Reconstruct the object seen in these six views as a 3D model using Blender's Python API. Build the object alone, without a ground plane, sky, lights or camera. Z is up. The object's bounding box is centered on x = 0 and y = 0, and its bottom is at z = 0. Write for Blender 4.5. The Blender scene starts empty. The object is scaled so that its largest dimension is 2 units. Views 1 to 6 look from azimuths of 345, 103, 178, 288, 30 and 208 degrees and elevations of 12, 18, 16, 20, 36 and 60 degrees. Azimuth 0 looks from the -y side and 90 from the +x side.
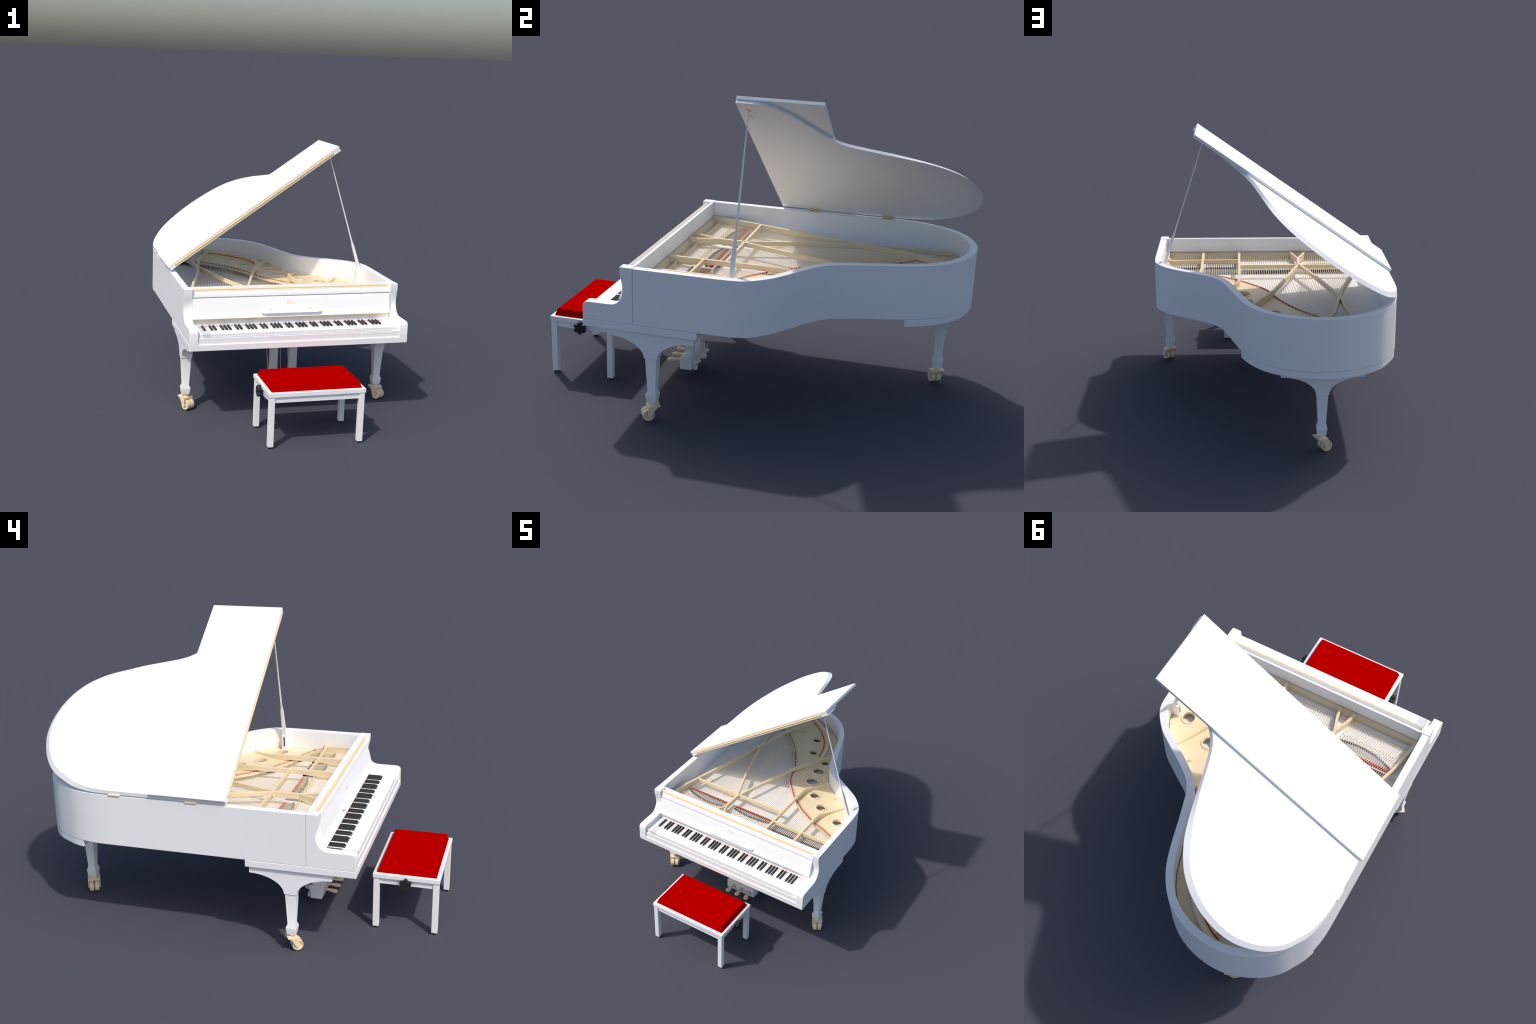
# White grand piano with open lid, and a red-cushioned bench in front of it.
import bpy, bmesh, math, random
from mathutils import Vector, Matrix

random.seed(7)
COL = bpy.context.scene.collection

# ------------------------------------------------------------------ materials
def material(name, colour, rough=0.5, spec=0.3, metal=0.0, var=0.0, var_scale=30.0, bump=0.0, bump_scale=400.0, coat=0.0, sheen=0.0):
    m = bpy.data.materials.new(name)
    m.use_nodes = True
    nt = m.node_tree
    b = nt.nodes["Principled BSDF"]
    b.inputs["Roughness"].default_value = rough
    b.inputs["Specular IOR Level"].default_value = spec
    b.inputs["Metallic"].default_value = metal
    b.inputs["Coat Weight"].default_value = coat
    b.inputs["Sheen Weight"].default_value = sheen
    tc = nt.nodes.new("ShaderNodeTexCoord")
    ns = nt.nodes.new("ShaderNodeTexNoise")
    ns.inputs["Scale"].default_value = var_scale
    ns.inputs["Detail"].default_value = 3.0
    nt.links.new(tc.outputs["Object"], ns.inputs["Vector"])
    ramp = nt.nodes.new("ShaderNodeValToRGB")
    lo = [c * (1 - var) for c in colour]
    hi = [min(1.0, c * (1 + var)) for c in colour]
    ramp.color_ramp.elements[0].position = 0.3
    ramp.color_ramp.elements[1].position = 0.7
    ramp.color_ramp.elements[0].color = (*lo, 1)
    ramp.color_ramp.elements[1].color = (*hi, 1)
    nt.links.new(ns.outputs["Fac"], ramp.inputs["Fac"])
    nt.links.new(ramp.outputs["Color"], b.inputs["Base Color"])
    if bump:
        n2 = nt.nodes.new("ShaderNodeTexNoise")
        n2.inputs["Scale"].default_value = bump_scale
        nt.links.new(tc.outputs["Object"], n2.inputs["Vector"])
        bp = nt.nodes.new("ShaderNodeBump")
        bp.inputs["Strength"].default_value = bump
        bp.inputs["Distance"].default_value = 0.002
        nt.links.new(n2.outputs["Fac"], bp.inputs["Height"])
        nt.links.new(bp.outputs["Normal"], b.inputs["Normal"])
    return m

WHITE = material("white_lacquer", (0.97, 0.97, 0.97), rough=0.45, spec=0.15, var=0.004, var_scale=6)
SOUND = material("white_soundboard", (0.95, 0.95, 0.95), rough=0.6, spec=0.1, var=0.01, var_scale=8)
IVORY = material("white_key_top", (0.97, 0.97, 0.97), rough=0.4, spec=0.2, var=0.003)
DULL = material("greyer_white_key_top", (0.75, 0.75, 0.75), rough=0.5, spec=0.15, var=0.01)
BEIGE = material("cream_gold", (0.93, 0.76, 0.50), rough=0.45, spec=0.25, var=0.01, var_scale=12)
WIRE = material("cream_wire", (0.93, 0.76, 0.50), rough=0.4, spec=0.3, var=0.005)
BLACK = material("black_key_ebony", (0.035, 0.035, 0.035), rough=0.45, spec=0.3, var=0.05)
DARK = material("dark_damper_wood", (0.05, 0.05, 0.052), rough=0.6, spec=0.2, var=0.05)
GREY = material("grey_lever_felt", (0.48, 0.48, 0.49), rough=0.7, spec=0.1, var=0.03)
KNOB = material("black_plastic", (0.022, 0.024, 0.024), rough=0.5, spec=0.3, var=0.05)
RED = material("red_cushion_velvet", (0.45, 0.0, 0.0), rough=0.9, spec=0.0, var=0.02, var_scale=60, bump=0.05, bump_scale=700)
FELT = material("red_felt", (0.48, 0.0, 0.0), rough=0.9, spec=0.0, var=0.03)

# ------------------------------------------------------------------ helpers
def empty(name, loc, parent=None):
    o = bpy.data.objects.new(name, None)
    o.empty_display_size = 0.1
    o.location = loc
    COL.objects.link(o)
    if parent:
        o.parent = parent
        o.matrix_parent_inverse = parent.matrix_basis.inverted()
    return o

def finish(name, bm, mat, parent=None, angle=35, bevel=0.0, seg=2, stuff=False):
    bmesh.ops.remove_doubles(bm, verts=bm.verts, dist=1e-6)
    bmesh.ops.recalc_face_normals(bm, faces=bm.faces)
    me = bpy.data.meshes.new(name)
    bm.to_mesh(me)
    bm.free()
    for p in me.polygons:
        p.use_smooth = True
    me.set_sharp_from_angle(angle=math.radians(angle))
    me.materials.append(mat)
    o = bpy.data.objects.new(name, me)
    COL.objects.link(o)
    if bevel:
        md = o.modifiers.new("edge_round", "BEVEL")
        md.width = bevel
        md.segments = seg
        md.limit_method = "ANGLE"
        md.angle_limit = math.radians(40)
        md.harden_normals = True
    if parent is not None:
        o.parent = parent
        o.matrix_parent_inverse = world(parent).inverted()
    if stuff:
        o["kind"] = "stuff"
    return o

def world(o):
    m = o.matrix_basis.copy()
    p = o
    while p.parent:
        m = p.parent.matrix_basis @ p.matrix_parent_inverse @ m
        p = p.parent
    return m

def add_prism(bm, loop_a, loop_b):
    """closed solid between two loops of equal length"""
    va = [bm.verts.new(p) for p in loop_a]
    vb = [bm.verts.new(p) for p in loop_b]
    n = len(va)
    bm.faces.new(va)
    bm.faces.new(list(reversed(vb)))
    for i in range(n):
        j = (i + 1) % n
        bm.faces.new((va[i], vb[i], vb[j], va[j]))

def add_box(bm, x0, x1, y0, y1, z0, z1):
    a = [(x0, y0, z0), (x1, y0, z0), (x1, y1, z0), (x0, y1, z0)]
    add_prism(bm, a, [(x, y, z1) for x, y, _ in a])

def box(name, x0, x1, y0, y1, z0, z1, mat, parent, bevel=0.0, **k):
    bm = bmesh.new()
    add_box(bm, x0, x1, y0, y1, z0, z1)
    return finish(name, bm, mat, parent, bevel=bevel, **k)

def prism_x(name, profile, x0, x1, mat, parent, **k):
    bm = bmesh.new()
    add_prism(bm, [(x0, y, z) for y, z in profile], [(x1, y, z) for y, z in profile])
    return finish(name, bm, mat, parent, **k)

def prism_z(name, pts, z0, z1, mat, parent, **k):
    bm = bmesh.new()
    add_prism(bm, [(x, y, z0) for x, y in pts], [(x, y, z1) for x, y in pts])
    return finish(name, bm, mat, parent, **k)

def frame(d):
    d = d.normalized()
    a = Vector((0, 0, 1)) if abs(d.z) < 0.9 else Vector((1, 0, 0))
    u = d.cross(a).normalized()
    return u, d.cross(u).normalized()

def add_tube(bm, pts, radii, n=10):
    pts = [Vector(p) for p in pts]
    if not isinstance(radii, (list, tuple)):
        radii = [radii] * len(pts)
    u, v = frame(pts[-1] - pts[0])
    rings = []
    for p, r in zip(pts, radii):
        rings.append([bm.verts.new(p + (u * math.cos(t) + v * math.sin(t)) * r) for t in (2 * math.pi * i / n for i in range(n))])
    bm.faces.new(rings[0])
    bm.faces.new(list(reversed(rings[-1])))
    for a, b in zip(rings, rings[1:]):
        for i in range(n):
            j = (i + 1) % n
            bm.faces.new((a[i], b[i], b[j], a[j]))

def tube(name, pts, radii, mat, parent, n=12, **k):
    bm = bmesh.new()
    add_tube(bm, pts, radii, n)
    return finish(name, bm, mat, parent, **k)

def catmull(pts, k):
    out = []
    for i in range(len(pts) - 1):
        p0 = Vector(pts[max(i - 1, 0)]); p1 = Vector(pts[i]); p2 = Vector(pts[i + 1]); p3 = Vector(pts[min(i + 2, len(pts) - 1)])
        for j in range(k):
            t = j / k
            out.append(0.5 * ((2 * p1) + (p2 - p0) * t + (2 * p0 - 5 * p1 + 4 * p2 - p3) * t * t + (3 * p1 - p0 - 3 * p2 + p3) * t ** 3))
    out.append(Vector(pts[-1]))
    return out

def normals2(pts):
    """left-hand normals of an open polyline, mitred"""
    ns = []
    for i, p in enumerate(pts):
        a = (pts[i] - pts[i - 1]) if i > 0 else (pts[1] - pts[0])
        b = (pts[i + 1] - pts[i]) if i < len(pts) - 1 else a
        a = a.normalized(); b = b.normalized()
        t = (a + b).normalized()
        c = max(0.4, t.dot(a))
        ns.append(Vector((-t.y, t.x)) / c)
    return ns

def offset(pts, d):
    return [p + n * d for p, n in zip(pts, normals2(pts))]

def add_bar(bm, path, width, z0, z1):
    """upright bar of rectangular section along a plan path; z0 / z1 may be lists"""
    pts = [Vector(p) for p in path]
    w = width if isinstance(width, (list, tuple)) else [width] * len(pts)
    zb = z0 if isinstance(z0, (list, tuple)) else [z0] * len(pts)
    zt = z1 if isinstance(z1, (list, tuple)) else [z1] * len(pts)
    rings = []
    for p, n, ww, b, t in zip(pts, normals2(pts), w, zb, zt):
        l, r = p + n * ww / 2, p - n * ww / 2
        rings.append([bm.verts.new((l.x, l.y, b)), bm.verts.new((r.x, r.y, b)), bm.verts.new((r.x, r.y, t)), bm.verts.new((l.x, l.y, t))])
    bm.faces.new(rings[0]); bm.faces.new(list(reversed(rings[-1])))
    for a, b in zip(rings, rings[1:]):
        for i in range(4):
            bm.faces.new((a[i], b[i], b[(i + 1) % 4], a[(i + 1) % 4]))

def bar(name, path, width, z0, z1, mat, parent, **k):
    bm = bmesh.new()
    add_bar(bm, path, width, z0, z1)
    return finish(name, bm, mat, parent, **k)

def smooth(a, b, x):
    t = min(1, max(0, (x - a) / (b - a)))
    return t * t * (3 - 2 * t)

# ------------------------------------------------------------------ outline of the case
XL, XR = -0.609, 0.628          # outer faces of the case
YS = -0.425                     # seam between rim and cheeks
RIM_T, RIM_B = 0.725, 0.4663    # top and bottom of the rim
# from the treble front corner round the bent side and the tail to the bass side
CURVE = [(0.628, -0.035), (0.621, 0.048), (0.596, 0.105), (0.541, 0.170), (0.488, 0.210), (0.434, 0.247), (0.372, 0.288),
         (0.325, 0.323), (0.289, 0.356), (0.259, 0.404), (0.235, 0.472), (0.212, 0.545), (0.190, 0.621), (0.160, 0.715),
         (0.133, 0.780), (0.101, 0.834), (0.056, 0.890), (0.0, 0.935), (-0.055, 0.964), (-0.11, 0.984), (-0.177, 0.997),
         (-0.24, 1.0), (-0.30, 0.993), (-0.362, 0.974), (-0.42, 0.947), (-0.471, 0.913), (-0.515, 0.869), (-0.553, 0.808),
         (-0.581, 0.752), (-0.598, 0.690), (-0.607, 0.62), (-0.609, 0.54)]
CURVE = catmull([Vector(p) for p in CURVE], 3)
OUTER = [Vector((XR, YS)), Vector((XR, -0.2))] + CURVE + [Vector((XL, 0.2)), Vector((XL, YS))]
RIM_W = 0.036
INNER = offset(OUTER, RIM_W)

piano = empty("grand_piano", (0.0, 0.0, 0.0))
piano["label"] = "white grand piano with raised lid and cream iron frame"
piano["category"] = "piano"

def wall(name, outer, inner, z0, z1, mat, parent, **k):
    bm = bmesh.new()
    r = [[bm.verts.new((p.x, p.y, z)) for p in loop] for loop in (outer, inner) for z in (z0, z1)]
    ob, ot, ib, it = r
    n = len(outer)
    for i in range(n - 1):
        bm.faces.new((ob[i], ob[i + 1], ot[i + 1], ot[i]))
        bm.faces.new((ib[i + 1], ib[i], it[i], it[i + 1]))
        bm.faces.new((ot[i], ot[i + 1], it[i + 1], it[i]))
        bm.faces.new((ob[i + 1], ob[i], ib[i], ib[i + 1]))
    for i in (0, n - 1):
        bm.faces.new((ob[i], ot[i], it[i], ib[i]))
    return finish(name, bm, mat, parent, **k)

wall("case_rim", OUTER, INNER, RIM_B, RIM_T, WHITE, piano, bevel=0.002)

# belly closing the case: sound board seen through the strings
INB = offset(OUTER, RIM_W - 0.004)
prism_z("soundboard", [(p.x, p.y) for p in INB], 0.552, 0.576, SOUND, piano)

# moulding slab under the tail that carries the back leg
tail = [p for p in offset(OUTER, 0.0012) if p.y > 0.705]
prism_z("tail_base", [(p.x, p.y) for p in tail], 0.4305, 0.4655, WHITE, piano, bevel=0.002)

# ------------------------------------------------------------------ key bed, cheeks, front
KB_B, KB_T = 0.431, 0.4655
box("keybed", XL - 0.0005, XR + 0.0005, -0.661, -0.130, KB_B, KB_T, WHITE, piano, bevel=0.003)
CHEEK = [(-0.4265, 0.4658), (-0.4265, 0.727), (-0.485, 0.727), (-0.4855, 0.700), (-0.482, 0.682), (-0.476, 0.658), (-0.4715, 0.634),
         (-0.4715, 0.612), (-0.476, 0.594), (-0.485, 0.575), (-0.498, 0.560), (-0.514, 0.5515), (-0.532, 0.549), (-0.638, 0.5485), (-0.650, 0.545),
         (-0.657, 0.538), (-0.660, 0.529), (-0.6605, 0.4658)]
INL, INR = -0.561, 0.582        # inner faces of the cheeks
prism_x("cheek", CHEEK, XL, INL, WHITE, piano, bevel=0.002)
prism_x("cheek", CHEEK, INR, XR, WHITE, piano, bevel=0.002)

FX0, FX1 = INL + 0.0008, INR - 0.0008
prism_x("front_beam", [(-0.4255, 0.647), (-0.4255, 0.7265), (-0.4375, 0.7265), (-0.4390, 0.7090), (-0.4520, 0.7090), (-0.4530, 0.7240), (-0.455, 0.7240), (-0.466, 0.712), (-0.470, 0.708), (-0.4785, 0.681),
                       (-0.4785, 0.679), (-0.470, 0.674), (-0.450, 0.660)], FX0, FX1, WHITE, piano, bevel=0.001)
# cream hinge strip along the front top edge: two flats with a round knuckle
def strip_profile():
    a = Vector((-0.4545, 0.7245)); b = Vector((-0.4695, 0.709))
    d = (b - a); n = Vector((d.y, -d.x)).normalized()
    if n.y < 0: n = -n
    pts = []
    for t, h in ((0, 0.0012), (0.26, 0.0014), (0.30, 0.003), (0.37, 0.0050), (0.45, 0.0060), (0.55, 0.0060), (0.63, 0.0050), (0.70, 0.003), (0.74, 0.0014), (1, 0.0012)):
        pts.append(a + d * t + n * h)
    pts += [a + d * 1 - n * 0.001, a - n * 0.001]
    return [(p.x, p.y) for p in pts]
prism_x("front_hinge_strip", strip_profile(), FX0 + 0.002, FX1 - 0.004, BEIGE, piano)

FALL = [(-0.440, 0.673), (-0.4745, 0.673), (-0.4765, 0.668), (-0.4860, 0.640), (-0.4945, 0.602), (-0.5035, 0.569), (-0.5085, 0.5640), (-0.506, 0.5620), (-0.470, 0.5620)]
prism_x("fallboard", FALL, FX0, FX1, WHITE, piano, bevel=0.001)
prism_x("fallboard_trim", [(-0.470, 0.5615), (-0.5065, 0.5615), (-0.4960, 0.5490), (-0.470, 0.5490)], FX0 + 0.001, FX1 - 0.001, BEIGE, piano)
prism_x("key_back_rail", [(-0.466, 0.549), (-0.4895, 0.549), (-0.4885, 0.5195), (-0.466, 0.5195)], FX0 + 0.001, FX1 - 0.001, WHITE, piano)

def fall_y(z):
    for (y0, z0), (y1, z1) in zip(FALL[2:], FALL[3:]):
        if z1 <= z <= z0:
            return y0 + (y1 - y0) * (z - z0) / (z1 - z0)
    return -0.5

# music lip: shallow boat-shaped shelf on the fallboard
def music_lip():
    x0, x1 = -0.183, 0.174
    zt, zb = 0.5905, 0.5870
    bm = bmesh.new()
    n = 56
    front = []
    for i in range(n + 1):
        x = x0 + (x1 - x0) * i / n
        e = min(1.0, min(x - x0, x1 - x) / 0.032)
        front.append((x, fall_y(zb) - 0.0005 - 0.0185 * math.sqrt(max(0.0, 1 - (1 - e) ** 2))))
    yb = fall_y(zt) + 0.003
    loop = front + [(x1, yb), (x0, yb)]
    add_prism(bm, [(x, y, zb) for x, y in loop], [(x, y + (0.0012 if y < yb else 0), zt) for x, y in loop])
    return finish("music_lip", bm, WHITE, piano, angle=40)
music_lip()
for cx in (-0.1195, 0.1005):
    y0, y1 = fall_y(0.6065), fall_y(0.5995)
    prism_x("name_plate", [(y0 - 0.0008, 0.6065), (y1 - 0.0008, 0.5995), (y1 + 0.002, 0.5995), (y0 + 0.002, 0.6065)], cx - 0.0105, cx + 0.0105, BEIGE, piano)

def lettering():
    cu = bpy.data.curves.new("logo_lettering", "FONT")
    cu.body = "Rise"
    cu.size = 0.0285
    cu.shear = 0.22
    cu.extrude = 0.0006
    cu.align_x = "CENTER"
    tmp = bpy.data.objects.new("tmp_text", cu)
    COL.objects.link(tmp)
    dg = bpy.context.evaluated_depsgraph_get()
    me = bpy.data.meshes.new_from_object(tmp.evaluated_get(dg))
    bpy.data.objects.remove(tmp)
    me.materials.clear()
    me.materials.append(BEIGE)
    o = bpy.data.objects.new("logo_lettering", me)
    COL.objects.link(o)
    zb = 0.631
    slope = math.atan2(fall_y(0.631) - fall_y(0.651), 0.02)
    o.location = (-0.006, fall_y(zb) - 0.0006, zb)
    o.rotation_euler = (math.pi / 2 + slope, 0, 0)
    o.parent = piano
lettering()

# ------------------------------------------------------------------ keyboard
KX0, KX1, KY0, KY1, KZ = -0.5295, 0.5375, -0.646, -0.499, 0.5190
PITCH = (KX1 - KX0) / 52
box("keyslip", FX0, FX1, -0.6545, -0.6464, KB_T - 0.001, 0.4995, WHITE, piano, bevel=0.002)
box("key_block", FX0, KX0 - 0.0008, KY0, KY1 + 0.0006, KB_T, 0.5185, WHITE, piano, bevel=0.0015)
box("key_block", KX1 + 0.0008, FX1, KY0, KY1 + 0.0006, KB_T, 0.5185, WHITE, piano, bevel=0.0015)
box("key_felt", KX0, KX1, KY1 - 0.0010, KY1 + 0.0006, 0.515, 0.5206, FELT, piano)
box("key_frame", KX0, KX1, KY0 + 0.004, KY1 + 0.0004, KB_T, 0.5005, WHITE, piano)
box("key_back", FX0, FX1, KY1 + 0.0008, -0.470, KB_T, 0.5186, WHITE, piano)

BLACK_AFTER = {"A": 1, "C": 1, "D": 1, "F": 1, "G": 1}
names = "ABCDEFG"
hw = PITCH * 0.28
bl = 0.080                       # length of a black key
def key_mesh(left_cut, right_cut):
    """white key with notches for the neighbouring black keys"""
    w = PITCH - 0.00025
    yc = KY1 - bl - 0.0015
    pts = [(0.0, KY0 + 0.0015), (0.0006, KY0), (w - 0.0006, KY0), (w, KY0 + 0.0015)]
    pts += [(w, yc), (w - right_cut, yc), (w - right_cut, KY1 - 0.0012)] if right_cut else [(w, KY1 - 0.0012)]
    pts += [(left_cut, KY1 - 0.0012), (left_cut, yc), (0, yc)] if left_cut else [(0, KY1 - 0.0012)]
    bm = bmesh.new()
    add_prism(bm, [(x, y - KY0, 0) for x, y in pts], [(x, y - KY0, KZ - 0.501) for x, y in pts])
    return bm
cache = {}
for i in range(52):
    nm = names[i % 7]
    prev = names[(i - 1) % 7]
    lc = hw + 0.0006 if (i > 0 and prev in BLACK_AFTER) else 0.0
    rc = hw + 0.0006 if (i < 51 and nm in BLACK_AFTER) else 0.0
    key = (round(lc, 5), round(rc, 5), i < 2)
    if key not in cache:
        ob = finish("white_key", key_mesh(lc, rc), DULL if i < 2 else IVORY, None)
        cache[key] = ob
    else:
        ob = cache[key].copy()
        COL.objects.link(ob)
        ob.name = "white_key"
    ob.location = (KX0 + i * PITCH + 0.00012, KY0, 0.501)
    ob.parent = piano

def black_mesh():
    bm = bmesh.new()
    w = hw
    base = [(-w, -bl, 0), (w, -bl, 0), (w, 0, 0), (-w, 0, 0)]
    mid = [(-w, -bl, 0.004), (w, -bl, 0.004), (w, 0, 0.004), (-w, 0, 0.004)]
    top = [(-w * 0.72, -bl + 0.009, 0.0125), (w * 0.72, -bl + 0.009, 0.0125), (w * 0.72, 0, 0.0125), (-w * 0.72, 0, 0.0125)]
    vs = [[bm.verts.new(p) for p in l] for l in (base, mid, top)]
    bm.faces.new(vs[0]); bm.faces.new(vs[2])
    for a, b in zip(vs, vs[1:]):
        for i in range(4):
            bm.faces.new((a[i], a[(i + 1) % 4], b[(i + 1) % 4], b[i]))
    return bm
first = None
for i in range(51):
    if names[i % 7] in BLACK_AFTER:
        if first is None:
            ob = first = finish("black_key", black_mesh(), BLACK, None, bevel=0.0012, seg=2)
        else:
            ob = first.copy(); COL.objects.link(ob); ob.name = "black_key"
        ob.location = (KX0 + (i + 1) * PITCH, KY1 - 0.001, KZ - 0.003)
        ob.parent = piano

# ------------------------------------------------------------------ legs and casters
def loft_square(bm, levels):
    rings = []
    for h, z in levels:
        rings.append([bm.verts.new((sx * h, sy * h, z)) for sx, sy in ((-1, -1), (1, -1), (1, 1), (-1, 1))])
    bm.faces.new(rings[0]); bm.faces.new(rings[-1])
    for a, b in zip(rings, rings[1:]):
        for i in range(4):
            bm.faces.new((a[i], a[(i + 1) % 4], b[(i + 1) % 4], b[i]))

def make_leg(cx, cy, along, axle):
    bm = bmesh.new()
    loft_square(bm, [(0.0215, 0.088), (0.0262, 0.121), (0.0258, 0.126), (0.0188, 0.143), (0.0275, 0.3045)])
    leg = finish("leg", bm, WHITE, None, bevel=0.0022)
    leg.location = (cx, cy, 0)
    if along == "x":
        leg.rotation_euler = (0, 0, math.pi / 2)
    leg.parent = piano
    rot = leg.rotation_euler.z
    # bracket: concave elliptical spread up to the case, built along local y
    H, A, B, Z0 = 0.200, 0.169, 0.092, 0.305
    arc = []
    for i in range(13):
        t = math.pi / 2 * i / 12
        arc.append((H - A * math.sin(t), Z0 + B * math.cos(t)))
    right = [(H, 0.4302)] + arc                     # from the top end to the collar
    prof = right + [(-u, z) for u, z in reversed(right)]
    bm = bmesh.new()
    add_prism(bm, [(-0.031, u, z) for u, z in prof], [(0.031, u, z) for u, z in prof])
    br = finish("leg_bracket", bm, WHITE, None, bevel=0.0015, angle=30)
    br.parent = leg
    # caster, built with trail along +X and axle along Y, then turned
    ax = Vector(axle).normalized()
    tx = Vector((-ax.y, ax.x))                      # perpendicular to the axle
    ang = math.atan2(tx.y, tx.x) - rot
    R, T, W = 0.0272, 0.0205, 0.0225
    RC = R + 0.0022
    shift = Vector((0.0035, 0.0)) if along == "y" else Vector((0.0, 0.0))
    for sgn in (-1, 1):
        bm = bmesh.new()
        y0, y1 = sgn * 0.0030, sgn * (0.0030 + W)
        N = 32
        prof = [(0.0, y0), (R - 0.001, y0), (R, y0 + sgn * 0.001), (R, y1 - sgn * 0.0012), (R - 0.0012, y1), (R - 0.0045, y1), (R - 0.0065, y1 - sgn * 0.0060), (0.004, y1 - sgn * 0.0060), (0.0, y1 - sgn * 0.0060)]
        rings = []
        for r, y in prof:
            if r == 0.0:
                rings.append([bm.verts.new((T, y, RC))])
            else:
                rings.append([bm.verts.new((T + r * math.cos(2 * math.pi * k / N), y, RC + r * math.sin(2 * math.pi * k / N))) for k in range(N)])
        for a, b in zip(rings, rings[1:]):
            for k in range(N):
                j = (k + 1) % N
                if len(a) == 1: bm.faces.new((a[0], b[k], b[j]))
                elif len(b) == 1: bm.faces.new((a[k], b[0], a[j]))
                else: bm.faces.new((a[k], b[k], b[j], a[j]))
        w = finish("caster_wheel", bm, BEIGE, None, angle=40)
        w.rotation_euler = (0, 0, ang)
        w.location = (shift.x, shift.y, 0)
        w.parent = leg
    bm = bmesh.new()
    hwid = 0.0330
    add_prism(bm, [(-0.031, -hwid, 0.0705), (0.024, -hwid, 0.0605), (0.024, hwid, 0.0605), (-0.031, hwid, 0.0705)],
                  [(-0.031, -hwid, 0.0785), (0.022, -hwid, 0.0720), (0.022, hwid, 0.0720), (-0.031, hwid, 0.0785)])
    # fork cheeks tapering to the axle
    cheek = [(-0.031, 0.0785), (-0.031, 0.0735), (-0.020, 0.069), (-0.010, 0.058), (0.003, 0.036), (0.011, 0.0225), (0.017, 0.0195), (0.024, 0.0215), (0.0265, 0.028), (0.0235, 0.060), (0.0215, 0.0735)]
    for s in (-1, 1):
        add_prism(bm, [(x, s * 0.0275, z) for x, z in cheek], [(x, s * 0.0328, z) for x, z in cheek])
    add_tube(bm, [(T, -0.0335, RC), (T, 0.0335, RC)], 0.006, 14)
    add_tube(bm, [(0, 0, 0.070), (0, 0, 0.0895)], 0.017, 20)
    f = finish("caster_fork", bm, BEIGE, None, bevel=0.0012, angle=35)
    f.rotation_euler = (0, 0, ang)
    f.location = (shift.x, shift.y, 0)
    f.parent = leg
    return leg

AX_FRONT = (-0.857, -0.515)
make_leg(-0.5655, -0.3465, "y", AX_FRONT)
make_leg(0.5805, -0.3480, "y", AX_FRONT)
make_leg(-0.2270, 0.8640, "x", (-0.44, 0.898))

# ------------------------------------------------------------------ pedal lyre
lyre = empty("pedal_lyre", (0.008, -0.345, 0.04), piano)
LX = 0.006
box("lyre_box", LX - 0.107, LX + 0.106, -0.380, -0.318, 0.037, 0.100, WHITE, lyre, bevel=0.004)
box("lyre_box_lid", LX - 0.102, LX + 0.101, -0.375, -0.322, 0.0995, 0.108, WHITE, lyre, bevel=0.003)
for cx in (-0.0530, 0.0615):
    box("lyre_post", cx - 0.0215, cx + 0.0215, -0.364, -0.322, 0.1075, 0.4305, WHITE, lyre, bevel=0.003)
bm = bmesh.new()
add_box(bm, -0.07, 0.09, -0.312, -0.290, 0.408, 0.4302)
finish("lyre_top_block", bm, WHITE, lyre, bevel=0.003)
for px, root in ((-0.056, -0.047), (0.015, 0.014), (0.086, 0.074)):
    # spoon-shaped pedal lofted from elliptical sections
    bm = bmesh.new()
    sec = [(-0.376, 0.0055, 0.0045, 0.0735), (-0.395, 0.0060, 0.0050, 0.0735), (-0.412, 0.0078, 0.0058, 0.0730), (-0.428, 0.0104, 0.0066, 0.0722),
           (-0.440, 0.0112, 0.0066, 0.0715), (-0.4485, 0.0092, 0.0056, 0.0710), (-0.4525, 0.0055, 0.0036, 0.0708), (-0.4540, 0.0015, 0.0012, 0.0706)]
    rings = []
    for y, w, h, z in sec:
        cx = root + (px - root) * min(1.0, (-0.380 - y) / 0.060)
        rings.append([bm.verts.new((cx + 1.5 * w * math.cos(t), y, z + 1.3 * h * math.sin(t))) for t in (2 * math.pi * k / 18 for k in range(18))])
    bm.faces.new(rings[0]); bm.faces.new(rings[-1])
    for a, b in zip(rings, rings[1:]):
        for k in range(18):
            bm.faces.new((a[k], a[(k + 1) % 18], b[(k + 1) % 18], b[k]))
    finish("pedal", bm, BEIGE, lyre, angle=60)
    # slot plate behind it, rear lever and pull rod
    box("pedal_slot", root - 0.011, root + 0.011, -0.3812, -0.378, 0.063, 0.084, GREY, lyre)
    lev = [(-0.318, 0.068), (-0.318, 0.090), (-0.302, 0.089), (-0.288, 0.0875), (-0.281, 0.087), (-0.2785, 0.083), (-0.284, 0.074), (-0.300, 0.069)]
    prism_x("pedal_lever", lev, px - 0.010, px + 0.010, WHITE, lyre, bevel=0.002)
for xb, xm, xt, yb, yt in ((0.080, 0.063, 0.053, -0.291, -0.203), (0.012, 0.004, 0.001, -0.294, -0.296), (-0.056, -0.063, -0.070, -0.296, -0.188)):
    tube("pedal_rod", [(xb, yb, 0.080), (xm, yb + (yt - yb) * 0.4, 0.233), (xt, yt, 0.4305)], 0.0021, WIRE, lyre, n=8)
box("lyre_foot", LX + 0.060, LX + 0.085, -0.318, -0.298, 0.033, 0.055, WHITE, lyre, bevel=0.003)
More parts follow.
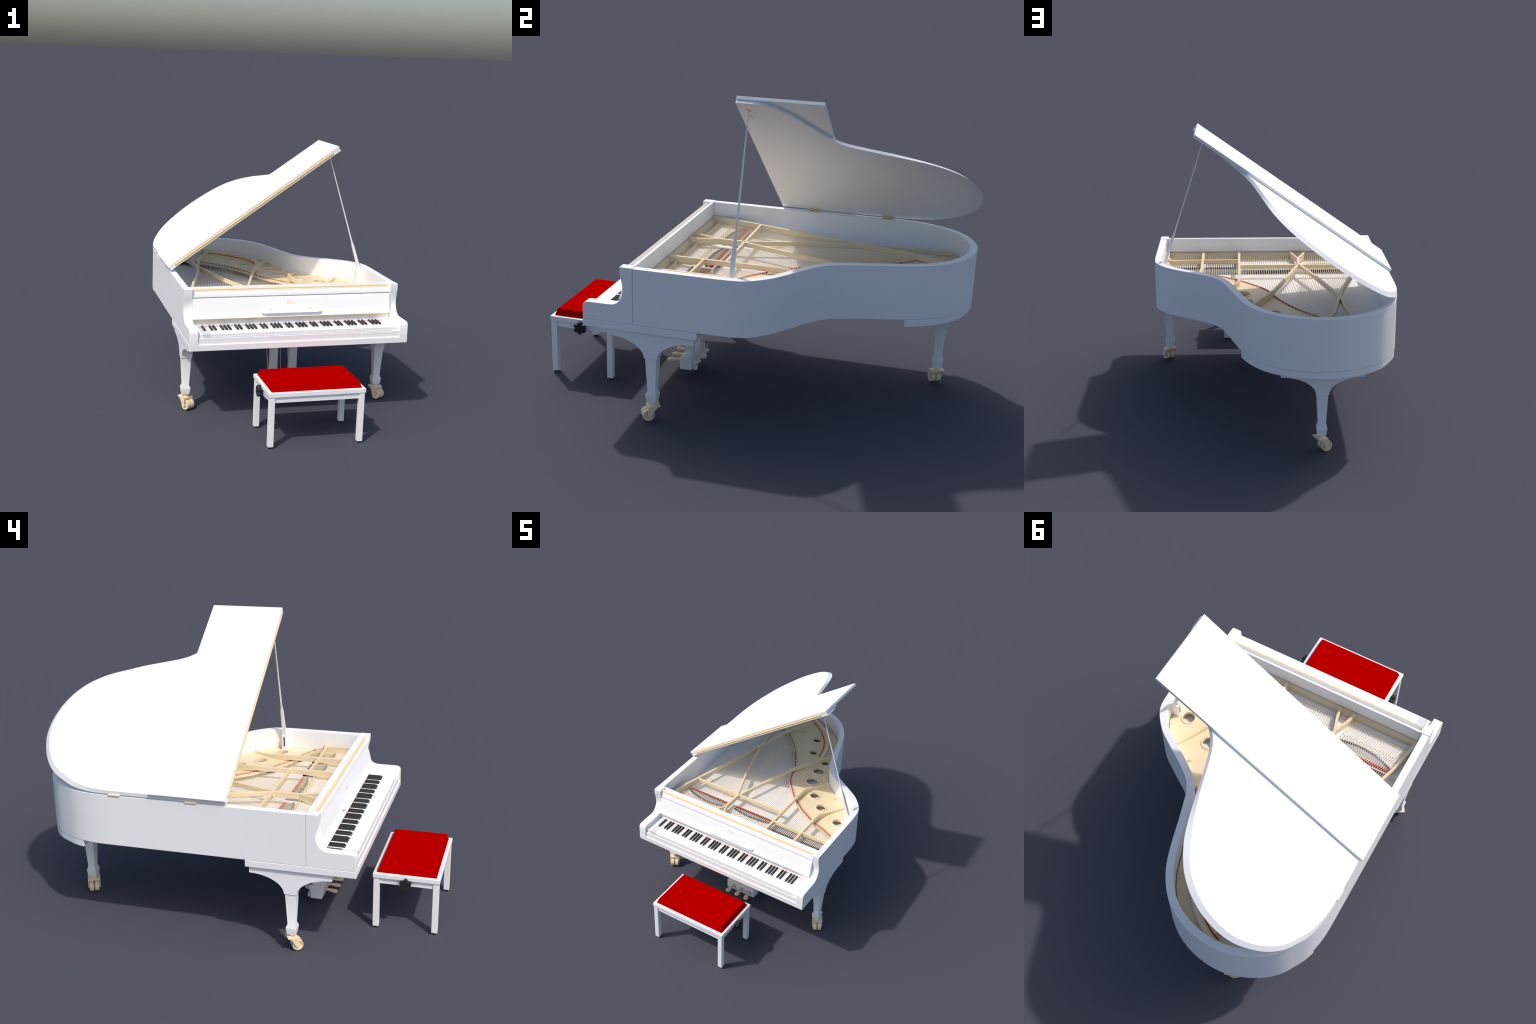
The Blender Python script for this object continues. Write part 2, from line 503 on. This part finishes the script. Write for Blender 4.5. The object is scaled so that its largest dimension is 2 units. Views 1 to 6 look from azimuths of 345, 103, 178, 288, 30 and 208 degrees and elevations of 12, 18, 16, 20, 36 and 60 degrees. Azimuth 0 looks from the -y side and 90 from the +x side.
box("lyre_foot", LX - 0.085, LX - 0.060, -0.318, -0.298, 0.033, 0.055, WHITE, lyre, bevel=0.003)
box("lyre_side_block", LX - 0.100, LX - 0.080, -0.332, -0.309, 0.068, 0.106, WHITE, lyre, bevel=0.003)

# ------------------------------------------------------------------ iron frame
plate = empty("iron_frame", (0.0, 0.2, 0.6), piano)
PZ = 0.615
EDGE = catmull([Vector(p) for p in [(0.585, -0.186), (0.533, -0.160), (0.44, -0.120), (0.375, -0.098), (0.300, -0.057), (0.235, -0.018), (0.163, 0.042), (0.125, 0.075),
        (0.049, 0.164), (0.006, 0.230), (-0.019, 0.300), (-0.043, 0.373), (-0.095, 0.473), (-0.153, 0.559), (-0.214, 0.632), (-0.272, 0.690), (-0.305, 0.712)]], 4)
PLATE_RIM = offset(OUTER, RIM_W + 0.004)
outer_edge = [p for p in PLATE_RIM if (p.y > -0.19) and not (p.x < -0.30 and p.y < 0.86)]
outline = EDGE + [Vector(p) for p in [(-0.354, 0.772), (-0.410, 0.800), (-0.448, 0.828), (-0.476, 0.850)]] + list(reversed(outer_edge))
HOLES = [(0.505, -0.006, 0.031), (0.341, 0.073, 0.032), (0.244, 0.165, 0.032), (0.151, 0.295, 0.041), (0.132, 0.421, 0.039), (0.122, 0.528, 0.028),
         (-0.009, 0.594, 0.028), (-0.064, 0.744, 0.028), (-0.207, 0.783, 0.027)]

def plate_mesh():
    bm = bmesh.new()
    edges = []
    def loop(pts):
        vs = [bm.verts.new((p[0], p[1], PZ)) for p in pts]
        for i in range(len(vs)):
            edges.append(bm.edges.new((vs[i], vs[(i + 1) % len(vs)])))
    clean = []
    for p in outline:
        if not clean or (p - clean[-1]).length > 1e-4:
            clean.append(p)
    loop(clean)
    for x, y, r in HOLES:
        loop([(x + r * math.cos(2 * math.pi * k / 40), y + r * math.sin(2 * math.pi * k / 40)) for k in range(40)])
    bmesh.ops.triangle_fill(bm, edges=edges, use_beauty=True)
    fs = bm.faces[:]
    r = bmesh.ops.extrude_face_region(bm, geom=fs)
    for v in r["geom"]:
        if isinstance(v, bmesh.types.BMVert):
            v.co.z -= 0.014
    return bm
finish("iron_plate", plate_mesh(), BEIGE, plate, angle=30)

def annulus(bm, x, y, r0, r1, z0, z1, n=40):
    prof = [(r0, z0), (r0, z1 - 0.0015), (r0 + 0.002, z1), (r1 - 0.003, z1), (r1, z1 - 0.002), (r1, z0)]
    rings = [[bm.verts.new((x + r * math.cos(2 * math.pi * k / n), y + r * math.sin(2 * math.pi * k / n), z)) for k in range(n)] for r, z in prof]
    for a, b in zip(rings, rings[1:] + rings[:1]):
        for k in range(n):
            bm.faces.new((a[k], a[(k + 1) % n], b[(k + 1) % n], b[k]))
tube("plate_dish", [(HOLES[-1][0], HOLES[-1][1], PZ - 0.0135), (HOLES[-1][0], HOLES[-1][1], PZ - 0.009)], 0.0262, BEIGE, plate, n=32)
for x, y, r in HOLES:
    bm = bmesh.new()
    annulus(bm, x, y, r - 0.0008, r + 0.0075, PZ - 0.012, PZ + 0.0055)
    finish("plate_collar", bm, BEIGE, plate, angle=30)

BT, BB = 0.650, 0.626
# ribs
bar("frame_rib", [(-0.560, -0.424), (-0.535, -0.262), (-0.498, -0.135), (-0.452, 0.04), (-0.372, 0.31), (-0.352, 0.42), (-0.360, 0.57), (-0.378, 0.72), (-0.402, 0.862)],
    [0.018, 0.015, 0.014, 0.014, 0.014, 0.018, 0.014, 0.014, 0.014], [0.602, 0.606, 0.622, 0.624, 0.624, 0.624, 0.624, 0.622, 0.622], [BT, BT, BT, BT, BT, BT, BT, 0.648, 0.644], BEIGE, plate, bevel=0.002)
bar("frame_rib", [(-0.180, -0.135), (-0.250, 0.068), (-0.349, 0.42), (-0.330, 0.52), (-0.298, 0.671), (-0.192, 0.915)], [0.013, 0.013, 0.016, 0.013, 0.013, 0.013],
    [0.626, 0.626, 0.626, 0.626, 0.622, 0.610], [BT - 0.0006] * 4 + [0.6485, 0.644], BEIGE, plate, bevel=0.002)
bar("frame_rib", [(-0.164, -0.137), (-0.078, 0.13), (-0.015, 0.318), (0.042, 0.432), (0.100, 0.532), (0.150, 0.612)], [0.013, 0.013, 0.014, 0.014, 0.013, 0.012],
    [0.626, 0.626, 0.624, 0.613, 0.613, 0.613], [BT - 0.0003] * 4 + [0.645, 0.638], BEIGE, plate, bevel=0.002)
bar("frame_rib", [(0.166, -0.416), (0.166, -0.2), (0.165, 0.05), (0.167, 0.150), (0.180, 0.185), (0.204, 0.226), (0.232, 0.270), (0.263, 0.318)], [0.016, 0.014, 0.013, 0.013, 0.012, 0.011, 0.010, 0.010],
    [0.605, 0.624, 0.624, 0.613, 0.613, 0.613, 0.613, 0.613], [BT, BT, BT, BT, 0.647, 0.640, 0.632, 0.628], BEIGE, plate, bevel=0.002)
bar("frame_rib", [(0.375, -0.416), (0.375, -0.2), (0.375, -0.075), (0.379, -0.035), (0.391, 0.002), (0.411, 0.042), (0.438, 0.090), (0.470, 0.146)], [0.016, 0.014, 0.013, 0.013, 0.012, 0.011, 0.010, 0.010],
    [0.605, 0.624, 0.622, 0.613, 0.613, 0.613, 0.613, 0.613], [BT, BT, BT, 0.649, 0.642, 0.634, 0.628, 0.626], BEIGE, plate, bevel=0.002)
bar("frame_rib", [(-0.172, -0.140), (-0.174, -0.279)], 0.015, 0.620, BT + 0.0004, BEIGE, plate, bevel=0.002)
bar("frame_rib", [(-0.174, -0.276), (-0.148, -0.36), (-0.139, -0.416)], [0.010, 0.013, 0.016], [0.620, 0.605, 0.602], BT - 0.0004, BEIGE, plate, bevel=0.002)
bar("frame_rib", [(-0.174, -0.276), (-0.207, -0.36), (-0.220, -0.416)], [0.010, 0.013, 0.016], [0.620, 0.605, 0.602], BT - 0.0004, BEIGE, plate, bevel=0.002)
# cross bars
bar("frame_crossbar", [(-0.492, -0.140), (-0.176, -0.140)], 0.012, BB, BT - 0.001, BEIGE, plate, bevel=0.0015)
bar("frame_crossbar", [(-0.166, -0.140), (0.161, -0.140)], 0.012, BB, BT - 0.001, BEIGE, plate, bevel=0.0015)
bar("frame_crossbar", [(0.171, -0.248), (0.370, -0.248)], 0.011, BB - 0.002, BT - 0.001, BEIGE, plate, bevel=0.0015)
bar("frame_crossbar", [(0.380, -0.248), (0.565, -0.243)], 0.011, BB - 0.002, BT - 0.001, BEIGE, plate, bevel=0.0015)
bar("frame_side_bar", [(0.578, -0.420), (0.578, -0.245), (0.579, -0.18)], 0.012, [0.602, 0.602, 0.602], [BT, BT, 0.625], BEIGE, plate, bevel=0.002)
bm = bmesh.new()
RAIL = [(-0.440, 0.6025), (-0.440, 0.6460), (-0.431, 0.6440), (-0.4215, 0.6375), (-0.4140, 0.6280), (-0.4085, 0.6170), (-0.4070, 0.6080), (-0.4080, 0.6025)]
add_prism(bm, [(INL - 0.005, y, z) for y, z in RAIL], [(INR + 0.005, y, z) for y, z in RAIL])
# rounded gussets where the ribs leave the front rail
def gusset(x, sx, r):
    pts = [(x, -0.4115)]
    for k in range(9):
        t = math.pi / 2 * k / 8
        pts.append((x + sx * (r - r * math.sin(t)), -0.4115 + (r - r * math.cos(t))))
    if sx > 0:
        pts = [pts[0]] + list(reversed(pts[1:]))
    add_prism(bm, [(px, py, 0.6015) for px, py in pts], [(px, py, 0.6070) for px, py in pts])
for gx, w in ((0.166, 0.007), (0.375, 0.007)):
    gusset(gx + w, 1, 0.030); gusset(gx - w, -1, 0.030)
gusset(-0.136, 1, 0.030); gusset(-0.222, -1, 0.030); gusset(0.572, -1, 0.02); gusset(-0.548, 1, 0.022)
gusset(-0.147, -1, 0.018); gusset(-0.211, 1, 0.018)
finish("frame_front_rail", bm, BEIGE, plate, angle=40)

box("window_floor", INL - 0.004, INR + 0.004, -0.4395, -0.3835, 0.5700, 0.6020, SOUND, plate)
# round nose bolts where ribs meet the rim
def nose(name, p, d, r, l):
    d = Vector(d).normalized(); p = Vector(p)
    bm = bmesh.new()
    add_tube(bm, [p - d * l, p - d * l * 0.4, p + d * l * 0.1, p + d * l * 0.5], [r * 0.75, r, r, r * 0.7], 18)
    return finish(name, bm, BEIGE, plate, angle=50)
nose("rim_bolt", (0.570, -0.243, 0.648), (1, 0, 0), 0.0135, 0.014)
nose("rim_bolt", (0.263, 0.318, 0.625), (0.55, 0.83, 0), 0.0115, 0.014)
nose("rim_bolt", (-0.404, 0.872, 0.636), (-0.2, 1, 0), 0.012, 0.014)
nose("rim_bolt", (0.150, 0.610, 0.628), (0.6, 0.8, 0), 0.011, 0.014)
nose("rim_bolt", (0.470, 0.146, 0.618), (0.5, 0.85, 0), 0.0065, 0.010)
for x, y, h, r in ((0.052, 0.405, 0.018, 0.007), (0.201, 0.372, 0.012, 0.009), (0.270, 0.312, 0.010, 0.008), (0.369, 0.203, 0.014, 0.008), (0.386, -0.030, 0.022, 0.006), (-0.33, 0.84, 0.022, 0.009), (0.172, 0.166, 0.022, 0.006)):
    tube("plate_post", [(x, y, PZ - 0.002), (x, y, PZ + h * 0.7), (x, y, PZ + h)], [r, r * 0.85, r * 0.5], BEIGE, plate, n=14, angle=50)

# curved wall for the bass strings with its ledge and red felt
WALL = catmull([Vector(p) for p in [(-0.215, 0.952), (-0.177, 0.938), (-0.125, 0.908), (-0.080, 0.872), (-0.030, 0.822), (0.006, 0.775), (0.036, 0.722), (0.058, 0.668), (0.072, 0.615), (0.078, 0.568)]], 3)
bar("bass_wall", WALL, 0.020, PZ - 0.002, [0.648] * (len(WALL) - 4) + [0.645, 0.640, 0.632, 0.624], BEIGE, plate, bevel=0.004, angle=50)
LEDGE = offset(WALL, -0.022) if (offset(WALL, -0.022)[5] - Vector((-0.2, 0.6))).length < (offset(WALL, 0.022)[5] - Vector((-0.2, 0.6))).length else offset(WALL, 0.022)
bar("bass_ledge", LEDGE, 0.026, PZ - 0.002, 0.6275, BEIGE, plate, bevel=0.002, angle=50)
FL = [p + (q - p) * 1.15 for p, q in zip(WALL, LEDGE)]
bar("bass_felt", FL, 0.005, 0.620, 0.6305, FELT, plate)
FELT_LINE = offset(EDGE, 0.0)
side = 1 if (offset(EDGE, 0.01)[20] - Vector((0.3, 0.4))).length < (offset(EDGE, -0.01)[20] - Vector((0.3, 0.4))).length else -1
FELT_LINE = offset(EDGE, 0.010 * side)
bm = bmesh.new()
run = sum((b - a).length for a, b in zip(FELT_LINE, FELT_LINE[1:]))
def on_line(line, d):
    for a, b in zip(line, line[1:]):
        l = (b - a).length
        if d <= l:
            return a + (b - a) * (d / l)
        d -= l
    return line[-1]
pos = 0.004
while pos < run - 0.012:
    step = 0.0135 if pos < run * 0.72 else 0.0075
    add_bar(bm, [on_line(FELT_LINE, pos), on_line(FELT_LINE, pos + step * 0.66)], 0.0058, PZ - 0.001, 0.6184)
    pos += step
finish("treble_felt", bm, FELT, plate, stuff=True)

# bolts along the outer edge of the plate (small, countless)
bm = bmesh.new()
acc = 0.0
edge_line = offset(OUTER, RIM_W + 0.016)
edge_line = [p for p in edge_line if p.y > -0.02 and not (p.x < -0.40 and p.y < 0.87)]
for a, b in zip(edge_line, edge_line[1:]):
    acc += (b - a).length
    if acc > 0.0185:
        acc = 0
        add_tube(bm, [(b.x, b.y, PZ - 0.001), (b.x, b.y, PZ + 0.003), (b.x, b.y, PZ + 0.0045)], [0.0036, 0.0033, 0.0015], 8)
finish("plate_bolts", bm, BEIGE, plate, angle=60, stuff=True)

# white pin block deck under the front of the strings, with a dark comb on its back face
DZ = 0.604
box("pin_block", -0.572, 0.172, -0.3830, -0.203, 0.5700, DZ, SOUND, plate)
box("pin_block", 0.1725, 0.592, -0.3830, -0.206, 0.5700, DZ, SOUND, plate)

# ------------------------------------------------------------------ strings, pins, dampers
def along(line, t):
    tot = sum((b - a).length for a, b in zip(line, line[1:]))
    d = t * tot
    for a, b in zip(line, line[1:]):
        l = (b - a).length
        if d <= l:
            return a + (b - a) * (d / l if l else 0)
        d -= l
    return line[-1]
PIN_Y = -0.374
SP = 0.0123
sections = []
def section(x0, x1):
    n = int(round((x1 - x0) / SP))
    return [x0 + (x1 - x0) * i / n for i in range(n + 1)]
bass_x = section(-0.545, -0.225)
mid_x = section(-0.132, 0.150)
hi_x = section(0.184, 0.360)
top_x = section(0.392, 0.562)
tre = mid_x + hi_x + top_x
HITCH_T = offset(EDGE, 0.018 * side)
# treble strings reach the curved edge where its x suits the fan of the string
strs = []
def hitch_for(x, line):
    # fan: middle strings lean to the bass side, top ones run straight
    lean = 0.006 + 0.30 * max(0.0, (0.19 - x)) ** 1.35
    best = min(line, key=lambda p: abs(p.x - (x - lean)))
    fine = [p + (q - p) * (k / 6) for p, q in zip(line, line[1:]) for k in range(6)]
    return min(fine, key=lambda p: abs(p.x - (x - lean)))
bm_s, bm_p, bm_h, bm_a = bmesh.new(), bmesh.new(), bmesh.new(), bmesh.new()
def string(bm, p, q, r=0.00105):
    add_tube(bm, [p, q], r, 5)
for k, x in enumerate(tre):
    h = hitch_for(x, HITCH_T)
    string(bm_s, (x, PIN_Y, 0.6170), (h.x, h.y, 0.6200))
    add_tube(bm_h, [(h.x, h.y, PZ - 0.001), (h.x, h.y + 0.0015, PZ + 0.0095)], 0.0018, 6)
    add_tube(bm_p, [(x, PIN_Y - 0.003, 0.600), (x, PIN_Y - 0.003, 0.6285)], 0.0026, 8)
    if x < 0.17:
        zz = 0.011 * math.sin(k * 2.1)
        d = Vector((h.x - x, h.y - PIN_Y)); f = (-0.285 + zz - PIN_Y) / d.y
        add_tube(bm_a, [(x + d.x * f, -0.285 + zz, 0.612), (x + d.x * f, -0.285 + zz, 0.634)], 0.0017, 6)
def at_x(x, line):
    fine = [p + (q - p) * (k / 6) for p, q in zip(line, line[1:]) for k in range(6)]
    return min(fine, key=lambda p: abs(p.x - x))
for k, x in enumerate(bass_x):
    t = k / (len(bass_x) - 1)
    h = at_x(-0.285 + 0.165 * t, HITCH_T)
    string(bm_s, (x, PIN_Y, 0.6180), (h.x, h.y, 0.6245), 0.00115)
    add_tube(bm_h, [(h.x, h.y, PZ - 0.001), (h.x, h.y + 0.0015, PZ + 0.0105)], 0.0018, 6)
    add_tube(bm_p, [(x, PIN_Y - 0.003, 0.600), (x, PIN_Y - 0.003, 0.6295)], 0.0026, 8)
    zz = 0.004 * math.sin(k * 2.1)
    d = Vector((h.x - x, h.y - PIN_Y)); f = (-0.293 + zz - PIN_Y) / d.y
    add_tube(bm_a, [(x + d.x * f, -0.293 + zz, 0.612), (x + d.x * f, -0.293 + zz, 0.634)], 0.0017, 6)
finish("strings", bm_s, WIRE, plate, stuff=True)
finish("tuning_pins", bm_p, WIRE, plate, stuff=True)
finish("hitch_pins", bm_h, WIRE, plate, stuff=True)
finish("agraffes", bm_a, WIRE, plate, stuff=True)
# dampers: dark block, grey lever and red cap between each pair of strings
bm_d, bm_r, bm_g = bmesh.new(), bmesh.new(), bmesh.new()
def damper(x, front, back, red=True):
    w = 0.0042
    add_box(bm_d, x - w * 0.8, x + w * 0.8, front, front + 0.009, DZ - 0.001, 0.6135)
    add_box(bm_g, x - w * 0.32, x + w * 0.32, front + 0.009, -0.2255, DZ - 0.001, 0.6095)
    add_box(bm_d if back > -0.205 else bm_g, x - w * 0.9, x + w * 0.9, back - 0.003, back + 0.0012, 0.5765, 0.5985)
    if back < -0.205:
        add_box(bm_d, x - w, x + w, -0.2100, back + 0.0015, DZ - 0.001, 0.6135)
    if red:
        add_box(bm_r, x - w, x + w, -0.2252, -0.2105, DZ - 0.001, 0.6112)
for xs, kind in ((bass_x, 0), (mid_x, 1), (hi_x, 2), (top_x, 3)):
    for a, b in zip(xs, xs[1:]):
        c = (a + b) / 2
        if kind == 0:
            u = (c + 0.545) / 0.32
            cx = c + 0.036 - 0.020 * u
            fr = -0.282 + 0.030 * (2 * abs(u - 0.62)) ** 2.2
            if cx > -0.196 or cx < -0.515: continue
        elif kind == 1:
            u = (c + 0.132) / 0.282
            cx = c - 0.010 * (1 - u)
            fr = -0.245 - 0.02 * u * (1 - u) * 4
        else:
            cx = c
            fr = -0.300
            add_box(bm_d, cx - 0.0024, cx + 0.0024, -0.294, -0.250, DZ - 0.001, 0.6065)
        damper(cx, fr, -0.203 if kind < 2 else -0.206)
finish("damper_blocks", bm_d, DARK, plate, stuff=True)
finish("damper_levers", bm_g, GREY, plate, stuff=True)
finish("damper_felts", bm_r, FELT, plate, stuff=True)

# ------------------------------------------------------------------ lid (hinged on the bass side, raised 35 degrees)
TH = math.radians(35)
HX, HZ = XL, 0.732
def LP(x, y, n):
    """closed-lid plan point (x, y) and height n above its underside -> raised position"""
    s = x - HX
    return (HX + s * math.cos(TH) - n * math.sin(TH), y, HZ + s * math.sin(TH) + n * math.cos(TH))
LY0, LY1 = -0.048, 0.334
LXR = 0.6245
T1 = 0.016
lid_curve = [Vector((min(p.x, LXR), p.y)) for p in CURVE if p.y > -0.047]
bot = [Vector((HX, LY0)), Vector((LXR, LY0))] + lid_curve
bn = normals2(bot)
top = []
for i, p in enumerate(bot):
    if i < 2:
        w = -0.006 if i == 1 else 0.009
        top.append(Vector((p.x + w, p.y)))
        continue
    w = 0.006 + 0.016 * smooth(0.55, 0.80, p.y)
    if p.x < -0.5:
        w = 0.009 + 0.013 * smooth(0.52, 0.86, p.y)
    q = p + bn[i] * w
    if i == 2: q = Vector((p.x - 0.006, p.y))
    top.append(q)
bm = bmesh.new()
add_prism(bm, [LP(p.x, p.y, 0) for p in bot], [LP(p.x, p.y, T1) for p in top])
lid = finish("lid", bm, WHITE, piano, angle=22)
bm = bmesh.new()
add_prism(bm, [LP(x, y, T1 + 0.0006) for x, y in ((HX, LY0), (LXR, LY0), (LXR, LY1), (HX, LY1))],
              [LP(x, y, 0.032) for x, y in ((HX, LY0), (LXR, LY0), (LXR, LY1), (HX, LY1))])
flap = finish("lid_flap", bm, WHITE, lid, bevel=0.0012, angle=40)
# cream hinge strip between the two leaves
bm = bmesh.new()
SX0, SX1 = -0.570, 0.576
for n0, n1, d in ((0.0015, 0.0125, 0.0016), (0.0185, 0.0280, 0.0016)):
    add_prism(bm, [LP(SX0, LY0 - d, n0), LP(SX1, LY0 - d, n0), LP(SX1, LY0 - d, n1), LP(SX0, LY0 - d, n1)],
                  [LP(SX0, LY0 + 0.002, n0), LP(SX1, LY0 + 0.002, n0), LP(SX1, LY0 + 0.002, n1), LP(SX0, LY0 + 0.002, n1)])
add_tube(bm, [LP(SX0, LY0 - 0.0012, 0.0155), LP(SX1, LY0 - 0.0012, 0.0155)], 0.0036, 14)
finish("lid_hinge_strip", bm, BEIGE, lid, angle=50)
# cups for the prop on the underside
for cx in (0.556, 0.493):
    tube("prop_cup", [LP(cx, -0.003, -0.0022), LP(cx, -0.003, 0.001)], [0.0095, 0.0115], BEIGE, lid, n=24)
# butt hinges on the bass side
for y0 in (0.098, 0.489):
    bm = bmesh.new()
    add_tube(bm, [(XL - 0.002, y0, 0.7285), (XL - 0.002, y0 + 0.058, 0.7285)], 0.0042, 12)
    add_box(bm, XL + 0.001, XL + 0.022, y0, y0 + 0.058, 0.7248, 0.7268)
    add_prism(bm, [LP(XL + 0.001, y0, -0.0018), LP(XL + 0.018, y0, -0.0018), LP(XL + 0.018, y0 + 0.058, -0.0018), LP(XL + 0.001, y0 + 0.058, -0.0018)],
                  [LP(XL + 0.001, y0, 0.0004), LP(XL + 0.018, y0, 0.0004), LP(XL + 0.018, y0 + 0.058, 0.0004), LP(XL + 0.001, y0 + 0.058, 0.0004)])
    finish("lid_hinge", bm, BEIGE, lid, angle=50)

# ------------------------------------------------------------------ prop stick
foot = Vector((0.574, 0.003, 0.700)); tip = Vector(LP(0.556, -0.003, -0.002))
d = (tip - foot)
L = d.length
dn = d.normalized()
side_y = Vector((0, 1, 0))
side_x = dn.cross(side_y).normalized()
stations = [(0.0, 0.0105, 0.0085), (0.205, 0.0084, 0.0068), (0.222, 0.0080, 0.0064), (0.262, 0.0042, 0.0036), (0.60, 0.0034, 0.0030), (1.0, 0.0024, 0.0022)]
bm = bmesh.new()
rings = []
for t, wy, wx in stations:
    c = foot + d * t
    rings.append([bm.verts.new(c + side_y * a * wy + side_x * b * wx) for a, b in ((-1, -1), (1, -1), (1, 1), (-1, 1))])
bm.faces.new(rings[0]); bm.faces.new(rings[-1])
for a, b in zip(rings, rings[1:]):
    for i in range(4):
        bm.faces.new((a[i], a[(i + 1) % 4], b[(i + 1) % 4], b[i]))
prop = finish("prop_stick", bm, WHITE, piano, bevel=0.001, angle=30)
bm = bmesh.new()
add_box(bm, 0.550, 0.598, -0.0125, -0.0065, 0.613, 0.704)
add_box(bm, 0.550, 0.598, 0.0065, 0.0125, 0.613, 0.704)
add_box(bm, 0.585, 0.597, -0.0063, 0.0063, 0.613, 0.700)
add_box(bm, 0.5505, 0.585, -0.0063, 0.0063, 0.613, 0.632)
add_box(bm, 0.5505, 0.560, -0.0063, 0.0063, 0.690, 0.703)
finish("prop_bracket", bm, WHITE, piano, bevel=0.0012)

# ------------------------------------------------------------------ bench
bench = empty("piano_bench", (0.005, -0.836, 0.0))
bench["label"] = "low white piano bench with red padded cushion"
bench["category"] = "bench"
BX0, BX1, BY0, BY1 = -0.257, 0.267, -0.9995, -0.6725
FZ0, FZ1 = 0.275, 0.298
bm = bmesh.new()
ow = [(BX0, BY0), (BX1, BY0), (BX1, BY1), (BX0, BY1)]
fw = 0.021
iw = [(BX0 + fw, BY0 + fw), (BX1 - fw, BY0 + fw), (BX1 - fw, BY1 - fw), (BX0 + fw, BY1 - fw)]
vo = [[bm.verts.new((x, y, z)) for x, y in ow] for z in (FZ0, FZ1)]
vi = [[bm.verts.new((x, y, z)) for x, y in iw] for z in (FZ0, FZ1)]
for i in range(4):
    j = (i + 1) % 4
    bm.faces.new((vo[0][i], vo[0][j], vo[1][j], vo[1][i]))
    bm.faces.new((vi[0][j], vi[0][i], vi[1][i], vi[1][j]))
    bm.faces.new((vo[1][i], vo[1][j], vi[1][j], vi[1][i]))
    bm.faces.new((vo[0][j], vo[0][i], vi[0][i], vi[0][j]))
finish("seat_frame", bm, WHITE, bench, bevel=0.002)
bm = bmesh.new()
cb = (-0.239, 0.250, -0.9815, -0.690); ct = (-0.2275, 0.2385, -0.9705, -0.701)
add_prism(bm, [(cb[0], cb[2], 0.290), (cb[1], cb[2], 0.290), (cb[1], cb[3], 0.290), (cb[0], cb[3], 0.290)],
              [(cb[0], cb[2], 0.3005), (cb[1], cb[2], 0.3005), (cb[1], cb[3], 0.3005), (cb[0], cb[3], 0.3005)])
add_prism(bm, [(cb[0], cb[2], 0.3005), (cb[1], cb[2], 0.3005), (cb[1], cb[3], 0.3005), (cb[0], cb[3], 0.3005)],
              [(ct[0], ct[2], 0.3305), (ct[1], ct[2], 0.3305), (ct[1], ct[3], 0.3305), (ct[0], ct[3], 0.3305)])
finish("cushion", bm, RED, bench, bevel=0.002, seg=3)
LW = 0.0295
for x0 in (-0.2525, 0.2625 - LW):
    for y0 in (-0.9965, -0.6755 - LW):
        leg = box("bench_leg", x0, x0 + LW, y0, y0 + LW, 0.0065, 0.2745, WHITE, bench, bevel=0.002)
        c = (x0 + LW / 2, y0 + LW / 2)
        tube("foot_pad", [(c[0], c[1], 0.0), (c[0], c[1], 0.007)], 0.0115, KNOB, leg, n=18)
AZ0 = 0.243
box("apron", -0.2225, 0.2325, -0.9905, -0.9725, AZ0, 0.2746, WHITE, bench, bevel=0.0015)
box("apron", -0.2225, 0.2325, -0.6995, -0.6815, AZ0, 0.2746, WHITE, bench, bevel=0.0015)
box("apron", -0.2465, -0.2285, -0.9665, -0.7055, AZ0, 0.2746, WHITE, bench, bevel=0.0015)
box("apron", 0.2385, 0.2565, -0.9665, -0.7055, AZ0, 0.2746, WHITE, bench, bevel=0.0015)
box("seat_base", BX0 + 0.015, BX1 - 0.015, BY0 + 0.015, BY1 - 0.015, 0.262, 0.2748, WHITE, bench)
def knob(x0, x1):
    bm = bmesh.new()
    n = 72
    def ring(x, r, amp):
        return [(x, -0.836 + (r + amp * math.cos(6 * t)) * math.sin(t), 0.2595 + (r + amp * math.cos(6 * t)) * math.cos(t)) for t in (2 * math.pi * k / n for k in range(n))]
    xs = [x0, x0 + (x1 - x0) * 0.12, x0 + (x1 - x0) * 0.88, x1]
    rings = [[bm.verts.new(p) for p in ring(x, r, a)] for x, r, a in ((xs[0], 0.0265, 0.0035), (xs[1], 0.0285, 0.0040), (xs[2], 0.0285, 0.0040), (xs[3], 0.0262, 0.0035))]
    bm.faces.new(rings[0]); bm.faces.new(rings[-1])
    for a, b in zip(rings, rings[1:]):
        for k in range(n):
            bm.faces.new((a[k], a[(k + 1) % n], b[(k + 1) % n], b[k]))
    return finish("height_knob", bm, KNOB, bench, angle=40)
knob(-0.258, -0.278)
knob(0.268, 0.290)
tube("knob_axle", [(-0.262, -0.836, 0.2595), (0.272, -0.836, 0.2595)], 0.006, KNOB, bench, n=12)
